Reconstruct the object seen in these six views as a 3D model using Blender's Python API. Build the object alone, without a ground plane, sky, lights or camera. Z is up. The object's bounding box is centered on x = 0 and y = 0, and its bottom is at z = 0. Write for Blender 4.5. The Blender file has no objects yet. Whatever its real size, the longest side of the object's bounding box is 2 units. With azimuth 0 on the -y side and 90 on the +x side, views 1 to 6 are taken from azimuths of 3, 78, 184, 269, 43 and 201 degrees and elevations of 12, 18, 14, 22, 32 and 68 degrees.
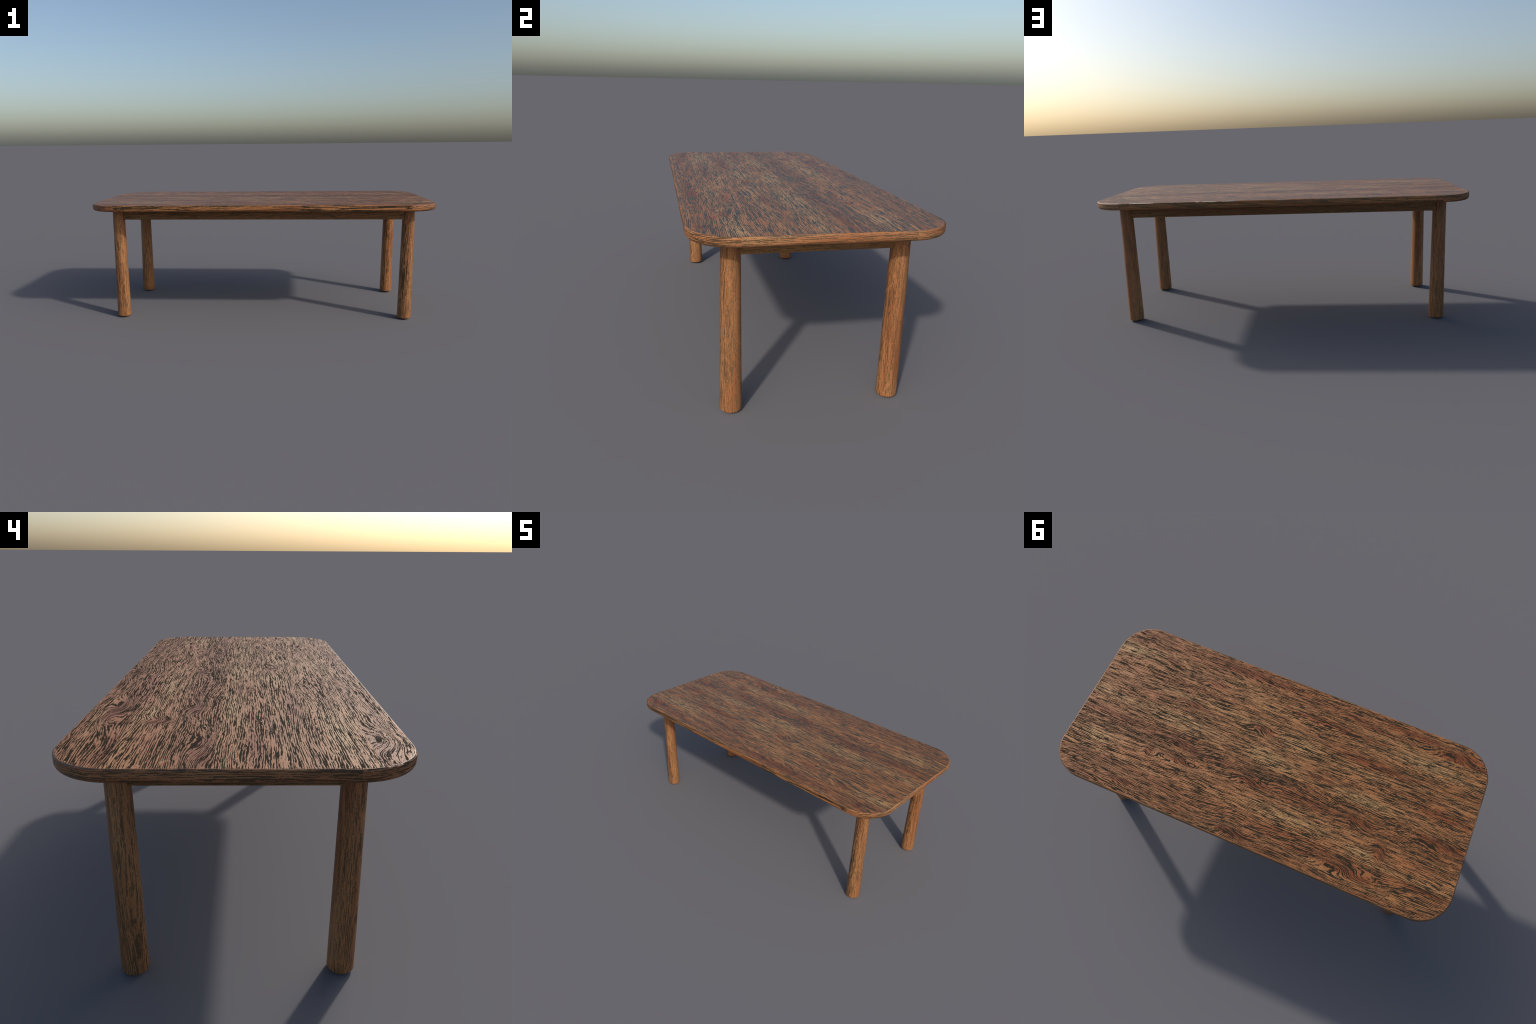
"""Low rectangular wooden table: rounded-corner top made of seven planks, four
tapered round legs (slightly thicker at the foot) and a recessed apron frame."""
import bpy, bmesh, math
from mathutils import Vector

# ------------------------------------------------------------------ sizes (m)
LENGTH, WIDTH, HEIGHT = 2.000, 0.9053, 0.6961
THICK = 0.0374                    # table top thickness
CORNER = 0.164                   # plan radius of the top's corners
ROUND_TOP, ROUND_LOW = 0.006, 0.015   # edge roundings, upper and lower
UNDER = HEIGHT - THICK
PLANK_SEAMS = [-0.342, -0.213, -0.080, 0.050, 0.176, 0.303]
LEG_X, LEG_Y = 0.850, 0.303
LEG_R_TOP, LEG_R_FOOT = 0.0342, 0.0401
FOOT_Z = 0.0052                  # glides lift the legs by this much
APRON_LOW, APRON_OUT, APRON_THICK = 0.5986, 0.019, 0.038

# ------------------------------------------------------------- node utilities
class Graph:
    """Small helper for writing node trees as expressions."""
    def __init__(self, mat):
        mat.use_nodes = True
        self.t = mat.node_tree
        self.t.nodes.clear()

    def node(self, kind, **props):
        n = self.t.nodes.new(kind)
        for k, v in props.items():
            setattr(n, k, v)
        return n

    def put(self, sock, v):
        if isinstance(v, bpy.types.NodeSocket):
            self.t.links.new(v, sock)
        else:
            sock.default_value = v

    def m(self, op, a, b=0.0, c=0.0):
        n = self.node("ShaderNodeMath", operation=op)
        self.put(n.inputs[0], a); self.put(n.inputs[1], b); self.put(n.inputs[2], c)
        return n.outputs[0]

    def add(self, a, b): return self.m("ADD", a, b)
    def sub(self, a, b): return self.m("SUBTRACT", a, b)
    def mul(self, a, b): return self.m("MULTIPLY", a, b)

    def xyz(self, x, y, z):
        n = self.node("ShaderNodeCombineXYZ")
        for s, v in zip(n.inputs, (x, y, z)):
            self.put(s, v)
        return n.outputs[0]

    def noise(self, vec, scale=1.0, detail=2.0, rough=0.5, distort=0.0):
        n = self.node("ShaderNodeTexNoise", noise_dimensions="3D")
        self.put(n.inputs["Vector"], vec)
        n.inputs["Scale"].default_value = scale
        n.inputs["Detail"].default_value = detail
        n.inputs["Roughness"].default_value = rough
        n.inputs["Distortion"].default_value = distort
        return n.outputs["Fac"]

    def step(self, v, lo, hi, a=0.0, b=1.0, smooth=True):
        n = self.node("ShaderNodeMapRange", interpolation_type="SMOOTHSTEP" if smooth else "LINEAR")
        self.put(n.inputs["Value"], v)
        for k, x in (("From Min", lo), ("From Max", hi), ("To Min", a), ("To Max", b)):
            self.put(n.inputs[k], x)
        return n.outputs["Result"]

    def cmix(self, f, a, b, blend="MIX"):
        n = self.node("ShaderNodeMix", data_type="RGBA", blend_type=blend)
        self.put(n.inputs[0], f)
        self.put(n.inputs[6], a if isinstance(a, bpy.types.NodeSocket) else (*a, 1))
        self.put(n.inputs[7], b if isinstance(b, bpy.types.NodeSocket) else (*b, 1))
        return n.outputs[2]

TAN    = (0.395, 0.186, 0.070)
ORANGE = (0.352, 0.142, 0.050)
PALE   = (0.455, 0.262, 0.108)
RED    = (0.240, 0.072, 0.022)
GROOVE = (0.125, 0.074, 0.030)

def wood(name, seed, axis="x", period=0.0062, fine=400.0, run=9.0, warp=0.03,
         dark=0.5, red=0.5, pale=0.5, tint=(1, 1, 1), groove=GROOVE, knots=(), pales=(), curved=False,
         ridge_rough=0.46, groove_rough=0.45, soft=0.07, relief=0.25, spec=0.34,
         flat_face=False, lean=0.75, back=0.0):
    """Brushed open-grained oak.  Dark grooves follow the contour lines of a
    warped field, so that they bend, fork and close into figures like real
    grain.  axis: the direction the grain runs in; knots: (along, across,
    length, width, twist) of reddish figured spots; pales: pale spots."""
    mat = bpy.data.materials.new(name)
    g = Graph(mat)
    tc = g.node("ShaderNodeTexCoord").outputs["Object"]
    s = g.node("ShaderNodeSeparateXYZ"); g.put(s.inputs[0], tc)
    X, Y, Z = s.outputs
    w = None
    if curved:                     # corner of the top: grain follows the arc
        ax = g.sub(g.m("ABSOLUTE", X), LENGTH / 2 - CORNER)
        ay = g.sub(g.m("ABSOLUTE", Y), WIDTH / 2 - CORNER)
        along = g.mul(g.m("ARCTAN2", ay, ax), CORNER)
        along = g.add(along, g.add(g.mul(g.m("SIGN", X), 3.1), g.mul(g.m("SIGN", Y), 1.7)))
        u = Z
    elif axis == "x":
        along, u, w = X, Y, Z
    elif axis == "y":
        along, u, w = Y, X, Z
    else:
        along, u, w = Z, X, Y
    sd = seed * 7.31

    def field(fa, fu, shift, detail=2.0, rough=0.5, across=None):
        """Noise stretched along the grain."""
        third = g.add(g.mul(w, fu), sd + shift) if w is not None else sd + shift
        return g.noise(g.xyz(g.mul(along, fa), g.mul(u if across is None else across, fu), third), 1.0, detail, rough)

    # --- field whose contour lines the grain follows
    F = g.add(u, g.mul(g.sub(field(1.6, 6.0, 0.0, 1.0), 0.5), warp * 2.2))
    F = g.add(F, g.mul(g.sub(field(8.0, 20.0, 3.0, 1.0), 0.5), warp * 0.22))
    F = g.add(F, g.mul(g.sub(field(45.0, 60.0, 5.0, 1.0), 0.5), 0.0030))

    ragged = g.sub(field(22.0, 60.0, 13.0, 2.5, 0.65), 0.5) if knots or pales else None

    def spot(sa, su, sl, sw, jag):
        jig = g.mul(ragged, jag)
        da = g.add(g.m("DIVIDE", g.sub(along, sa), sl), jig)
        du = g.add(g.m("DIVIDE", g.sub(u, su), sw), g.mul(jig, -0.8))
        return g.m("EXPONENT", g.mul(g.add(g.mul(da, da), g.mul(du, du)), -1.0))

    knot_mask = pale_mask = None
    for (ka, ku, kl, kw, twist) in knots:
        bell = spot(ka, ku, kl, kw, 2.8)
        smooth_bell = spot(ka, ku, kl * 0.9, kw * 1.1, 0.5)
        F = g.add(F, g.mul(smooth_bell, kw * 0.4))
        if twist:
            F = g.add(F, g.mul(g.mul(smooth_bell, g.sub(along, ka)), twist * 0.75))
        knot_mask = bell if knot_mask is None else g.m("MAXIMUM", knot_mask, bell)
    for (pa, pu, pl, pw) in pales:
        bell = spot(pa, pu, pl, pw, 1.6)
        pale_mask = bell if pale_mask is None else g.m("MAXIMUM", pale_mask, bell)

    # --- grooves: evenly spaced lines, broken up and joined by noise
    wob = g.mul(g.sub(field(7.0, 70.0, 7.0, 1.0), 0.5), 7.0)
    if w is None:
        phase = g.mul(F, math.tau / period)
    else:                          # on turned parts the lines run all round
        phase = g.mul(g.add(F, g.mul(w, 0.83)), math.tau / period)
    lines = g.m("SINE", g.add(phase, wob))
    n1 = field(run, 0.8 / period, 0.0, 1.0, 0.5, F)
    n2 = field(run * 3.2, fine, 9.0, 1.5, 0.6, F)
    n3 = field(170.0, 300.0, 0.0, 1.0)
    h = g.add(g.add(g.mul(n1, 0.35), g.mul(n2, 0.49)), g.add(g.mul(n3, 0.16), g.mul(lines, 0.055)))
    dens = field(2.6, 13.0, 21.0, 2.0)
    thr = g.add(g.mul(g.sub(dens, 0.5), 0.065), 0.494 + (dark - 0.5) * 0.22)
    d = g.sub(h, thr)
    ridge = g.step(d, -soft * 0.5, soft * 0.5)

    # --- colours of the ridges
    t1 = field(1.5, 11.0, 31.0, 3.0, 0.55)
    t2 = field(2.2, 26.0, 41.0, 3.0, 0.6, F)
    col = g.cmix(g.step(t1, 0.32, 0.62), TAN, ORANGE)
    palem = g.mul(g.step(t1, 0.47, 0.25), pale)
    if pale_mask is not None:
        palem = g.m("MAXIMUM", palem, g.mul(pale_mask, 0.9))
    col = g.cmix(palem, col, PALE)
    redm = g.mul(g.step(t2, 0.45, 0.70), red)
    if knot_mask is not None:
        redm = g.m("MAXIMUM", redm, g.mul(g.step(knot_mask, 0.05, 0.80), g.step(n2, 0.30, 0.62, 0.55, 1.0)))
    col = g.cmix(redm, col, RED)
    fine_v = g.step(n3, 0.25, 0.75, 0.88, 1.08)
    col = g.cmix(1.0, col, g.xyz(g.mul(fine_v, tint[0]), g.mul(fine_v, tint[1]), g.mul(fine_v, tint[2])), "MULTIPLY")
    groove_c = g.cmix(g.mul(redm, 0.6), groove, (groove[0] * 0.8, groove[1] * 0.5, groove[2] * 0.45))
    col = g.cmix(ridge, groove_c, col)
    bs = g.node("ShaderNodeBsdfPrincipled")
    g.put(bs.inputs["Base Color"], col)
    g.put(bs.inputs["Roughness"], g.step(ridge, 0, 1, groove_rough, ridge_rough, False))
    bs.inputs["Specular IOR Level"].default_value = spec
    bump = g.node("ShaderNodeBump")
    bump.inputs["Strength"].default_value = relief
    bump.inputs["Distance"].default_value = 0.002
    g.put(bump.inputs["Height"], g.step(d, -0.06, 0.10))
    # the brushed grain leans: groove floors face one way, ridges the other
    nrm = g.node("ShaderNodeNewGeometry").outputs["Normal"]
    if flat_face:
        left = g.xyz(-1.15, -0.35, 0.0)
    else:
        cr = g.node("ShaderNodeVectorMath", operation="CROSS_PRODUCT")
        g.put(cr.inputs[0], nrm); cr.inputs[1].default_value = (0, 0, 1)
        left = cr.outputs[0]
    sc = g.node("ShaderNodeVectorMath", operation="SCALE")
    g.put(sc.inputs[0], left); g.put(sc.inputs["Scale"], g.step(ridge, 0, 1, lean, -back, False))
    sm = g.node("ShaderNodeVectorMath", operation="ADD")
    g.put(sm.inputs[0], nrm); g.put(sm.inputs[1], sc.outputs[0])
    nz = g.node("ShaderNodeVectorMath", operation="NORMALIZE")
    g.put(nz.inputs[0], sm.outputs[0])
    g.put(bump.inputs["Normal"], nz.outputs[0])
    g.put(bs.inputs["Normal"], bump.outputs[0])
    out = g.node("ShaderNodeOutputMaterial")
    g.t.links.new(bs.outputs[0], out.inputs[0])
    return mat

def plain(name, colour, rough):
    mat = bpy.data.materials.new(name)
    g = Graph(mat)
    bs = g.node("ShaderNodeBsdfPrincipled")
    tc = g.node("ShaderNodeTexCoord").outputs["Object"]
    n = g.noise(tc, 90.0, 2.0)
    g.put(bs.inputs["Base Color"], g.cmix(n, tuple(c * 0.8 for c in colour), colour))
    bs.inputs["Roughness"].default_value = rough
    g.t.links.new(bs.outputs[0], g.node("ShaderNodeOutputMaterial").inputs[0])
    return mat

# ------------------------------------------------------------------ mesh help
def finish(bm, name, parent, mats, sharp=math.radians(32)):
    bmesh.ops.recalc_face_normals(bm, faces=bm.faces)
    for f in bm.faces:
        f.smooth = True
    for e in bm.edges:
        if len(e.link_faces) == 2 and e.calc_face_angle(0) > sharp:
            e.smooth = False
    me = bpy.data.meshes.new(name)
    bm.to_mesh(me); bm.free()
    for m in mats:
        me.materials.append(m)
    ob = bpy.data.objects.new(name, me)
    bpy.context.scene.collection.objects.link(ob)
    ob.parent = parent
    return ob

def rounded_plan(inset, steps=20):
    """Outline of the top, moved inwards by inset (counter-clockwise)."""
    r = CORNER - inset
    hx, hy = LENGTH / 2 - CORNER, WIDTH / 2 - CORNER
    pts = []
    for q, (sx, sy) in enumerate(((1, 1), (-1, 1), (-1, -1), (1, -1))):
        for i in range(steps + 1):
            a = math.pi / 2 * (q + i / steps)
            pts.append((sx * hx + r * math.cos(a), sy * hy + r * math.sin(a)))
    return pts

def slab():
    """Whole table top as one closed solid.  Material 0 top, 1 long edge,
    2 short edge, 3 corner, 4 underside."""
    prof = []
    n = 5
    for i in range(n + 1):
        a = math.pi / 2 * i / n
        prof.append((ROUND_TOP * (1 - math.sin(a)), HEIGHT - ROUND_TOP * (1 - math.cos(a))))
    n = 8
    for i in range(n + 1):
        a = math.pi / 2 * i / n
        prof.append((ROUND_LOW * (1 - math.cos(a)), UNDER + ROUND_LOW * (1 - math.sin(a))))
    bm = bmesh.new()
    rings = [[bm.verts.new((x, y, z)) for x, y in rounded_plan(ins)] for ins, z in prof]
    f = bm.faces.new(rings[0]); f.material_index = 0
    f = bm.faces.new(list(reversed(rings[-1]))); f.material_index = 4
    hx, hy = LENGTH / 2 - CORNER, WIDTH / 2 - CORNER
    for a, b in zip(rings, rings[1:]):
        k = len(a)
        for i in range(k):
            j = (i + 1) % k
            f = bm.faces.new((a[i], b[i], b[j], a[j]))
            c = f.calc_center_median()
            f.material_index = 3 if abs(c.x) > hx and abs(c.y) > hy else (1 if abs(c.x) < hx else 2)
    return bm

def plank(parent, lo, hi, mats):
    bm = slab()
    gap = 0.00005
    for y, side in ((lo, -1), (hi, 1)):
        if y is None:
            continue
        geo = bm.verts[:] + bm.edges[:] + bm.faces[:]
        cut = bmesh.ops.bisect_plane(bm, geom=geo, dist=1e-6, plane_co=(0, y - side * gap, 0),
                                     plane_no=(0, side, 0), clear_outer=True)
        edges = [e for e in cut["geom_cut"] if isinstance(e, bmesh.types.BMEdge)]
        filled = bmesh.ops.contextual_create(bm, geom=edges)
        for f in filled["faces"]:
            f.material_index = 4
    ob = finish(bm, "plank", parent, mats)
    me = ob.data
    # flat top and underside: keep their rims sharp so that they shade flat
    flat = {p.index for p in me.polygons if p.material_index in (0, 4)}
    count = {}
    for p in me.polygons:
        if p.index in flat:
            for k in p.edge_keys:
                count[k] = count.get(k, 0) + 1
    for e in me.edges:
        if e.key in count:
            e.use_edge_sharp = True
    return ob

def lathe(profile, seg=64):
    bm = bmesh.new()
    rings = [[bm.verts.new((r * math.cos(math.tau * i / seg), r * math.sin(math.tau * i / seg), z))
              for i in range(seg)] for r, z in profile]
    for a, b in zip(rings, rings[1:]):
        for i in range(seg):
            j = (i + 1) % seg
            bm.faces.new((a[i], a[j], b[j], b[i]))
    bm.faces.new(list(reversed(rings[0]))); bm.faces.new(rings[-1])
    return bm

def box(sx, sy, sz, bevel):
    bm = bmesh.new()
    bmesh.ops.create_cube(bm, size=1.0)
    bmesh.ops.scale(bm, vec=(sx, sy, sz), verts=bm.verts)
    bmesh.ops.bevel(bm, geom=bm.edges[:], offset=bevel, segments=2, profile=0.5, affect="EDGES")
    return bm

# ------------------------------------------------------------------- the table
table = bpy.data.objects.new("wooden_table", None)
bpy.context.scene.collection.objects.link(table)
table["label"] = "low rectangular dark oak table with rounded corners and round legs"
table["category"] = "table"

top = bpy.data.objects.new("tabletop", None)
bpy.context.scene.collection.objects.link(top)
top.parent = table

edge_long = wood("oak_long_edge", 61, "x", period=0.0075, fine=320, run=3.2, warp=0.012, dark=0.53, red=0.5, pale=0.1,
                 tint=(1.0, 0.93, 0.88), relief=0.3)
edge_end = wood("oak_end_edge", 62, "y", period=0.0052, fine=430, run=8.0, warp=0.012, dark=0.52, soft=0.10, red=0.55, pale=0.6, relief=0.3, tint=(1.0, 0.98, 1.08),
                groove=(0.105, 0.060, 0.028))
edge_corner = wood("oak_corner_edge", 63, curved=True, period=0.0056, fine=420, run=8.0, warp=0.012, dark=0.52, soft=0.09, red=0.6, pale=0.4, relief=0.3, tint=(1.0, 0.97, 1.05),
                   groove=(0.105, 0.060, 0.028))
under = wood("oak_underside", 64, "x", dark=0.4)

# one look per plank, front (-y) to back (+y)
PLANKS = [
    dict(dark=0.50, red=0.75, pale=0.1, tint=(0.93, 0.86, 0.81), warp=0.03,
         knots=((-0.62, -0.40, 0.14, 0.022, 0.0), (-0.85, -0.37, 0.12, 0.040, 0.9), (-0.30, -0.375, 0.06, 0.012, 0.7),
                (0.86, -0.40, 0.03, 0.025, 0.0), (0.30, -0.40, 0.30, 0.030, 0.0))),
    dict(dark=0.51, red=0.40, pale=0.6, tint=(1.05, 1.06, 1.05), warp=0.025,
         knots=((0.42, -0.27, 0.08, 0.022, 0.8), (-0.20, -0.29, 0.25, 0.022, 0.0), (0.70, -0.30, 0.05, 0.02, 0.0)),
         pales=((-0.72, -0.28, 0.16, 0.030), (0.92, -0.29, 0.10, 0.03))),
    dict(dark=0.52, red=0.60, pale=0.4, tint=(0.97, 0.93, 0.89), warp=0.03,
         knots=((0.48, -0.115, 0.07, 0.016, 0.5), (0.10, -0.13, 0.07, 0.025, 0.7), (-0.45, -0.17, 0.22, 0.025, 0.0)),
         pales=((-0.10, -0.12, 0.10, 0.04),)),
    dict(dark=0.52, red=0.40, pale=0.7, tint=(1.05, 1.06, 1.05), warp=0.03,
         knots=((-0.25, 0.0, 0.07, 0.014, 0.0), (-0.85, -0.05, 0.15, 0.03, 0.0)),
         pales=((0.50, -0.01, 0.22, 0.035), (-0.50, 0.02, 0.12, 0.03), (0.05, 0.0, 0.15, 0.04))),
    dict(dark=0.56, red=0.80, pale=0.15, tint=(0.91, 0.83, 0.77), warp=0.045,
         knots=((0.05, 0.145, 0.09, 0.026, 0.5), (-0.50, 0.13, 0.08, 0.022, 0.8), (-0.90, 0.085, 0.17, 0.030, 0.6),
                (0.80, 0.09, 0.18, 0.020, 0.0), (0.45, 0.10, 0.10, 0.020, 0.4))),
    dict(dark=0.49, red=0.35, pale=0.6, tint=(1.06, 1.05, 1.03), warp=0.025,
         knots=((0.58, 0.20, 0.03, 0.024, 1.0), (0.42, 0.190, 0.10, 0.014, 1.0), (-0.63, 0.225, 0.035, 0.045, 1.1)),
         pales=((-0.20, 0.24, 0.18, 0.03), (-0.55, 0.26, 0.10, 0.02), (0.85, 0.22, 0.10, 0.04))),
    dict(dark=0.54, red=0.75, pale=0.25, tint=(0.94, 0.87, 0.82), warp=0.045,
         knots=((-0.52, 0.37, 0.13, 0.024, 0.9), (0.03, 0.41, 0.10, 0.022, 0.6), (0.35, 0.432, 0.10, 0.010, 0.0),
                (-0.87, 0.315, 0.12, 0.010, 0.0), (0.62, 0.39, 0.08, 0.02, 0.4))),
]
cuts = [None] + PLANK_SEAMS + [None]
for i, look in enumerate(PLANKS):
    mat = wood("oak_plank_face", 11 + i, "x", flat_face=True, **look)
    plank(top, cuts[i], cuts[i + 1], [mat, edge_long, edge_end, edge_corner, under])

# ----------------------------------------------------------------------- legs
round_r = 0.006
leg_prof = []
for i in range(6):
    a = math.pi / 2 * i / 5
    leg_prof.append((LEG_R_FOOT - round_r * (1 - math.sin(a)), FOOT_Z + round_r * (1 - math.cos(a))))
for i in range(1, 25):
    t = i / 24
    z = FOOT_Z + round_r + (UNDER - FOOT_Z - round_r) * t
    leg_prof.append((LEG_R_FOOT + (LEG_R_TOP - LEG_R_FOOT) * t, z - (0.0002 if i == 24 else 0)))
glide_mat = plain("dark_felt", (0.03, 0.028, 0.026), 0.9)
for k, (sx, sy) in enumerate(((-1, -1), (1, -1), (1, 1), (-1, 1))):
    mat = wood("oak_leg", 31 + k, "z", period=0.0046, fine=520, run=9.0, warp=0.03, dark=0.42 + 0.05 * (k % 2),
               red=0.42 + 0.38 * (k == 2), pale=0.3, soft=0.12, relief=0.25, lean=0.6, groove=(0.145, 0.080, 0.036), tint=(1.0, 0.97, 1.0))
    leg = finish(lathe(leg_prof), "leg", table, [mat])
    leg.location = (sx * LEG_X, sy * LEG_Y, 0)
    gl = finish(lathe([(0.024, 0.0), (0.025, 0.0008), (0.025, FOOT_Z + 0.0005)], 32), "glide", leg, [glide_mat])

# ---------------------------------------------------------------------- apron
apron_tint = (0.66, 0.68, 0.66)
apron_h = UNDER - APRON_LOW
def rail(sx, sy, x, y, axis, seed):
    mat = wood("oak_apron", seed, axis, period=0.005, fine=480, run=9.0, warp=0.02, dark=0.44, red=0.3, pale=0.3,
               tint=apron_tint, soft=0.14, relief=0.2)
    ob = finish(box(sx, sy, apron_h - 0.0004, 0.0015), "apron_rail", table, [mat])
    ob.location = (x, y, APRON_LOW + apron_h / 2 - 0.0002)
off = APRON_OUT - APRON_THICK / 2
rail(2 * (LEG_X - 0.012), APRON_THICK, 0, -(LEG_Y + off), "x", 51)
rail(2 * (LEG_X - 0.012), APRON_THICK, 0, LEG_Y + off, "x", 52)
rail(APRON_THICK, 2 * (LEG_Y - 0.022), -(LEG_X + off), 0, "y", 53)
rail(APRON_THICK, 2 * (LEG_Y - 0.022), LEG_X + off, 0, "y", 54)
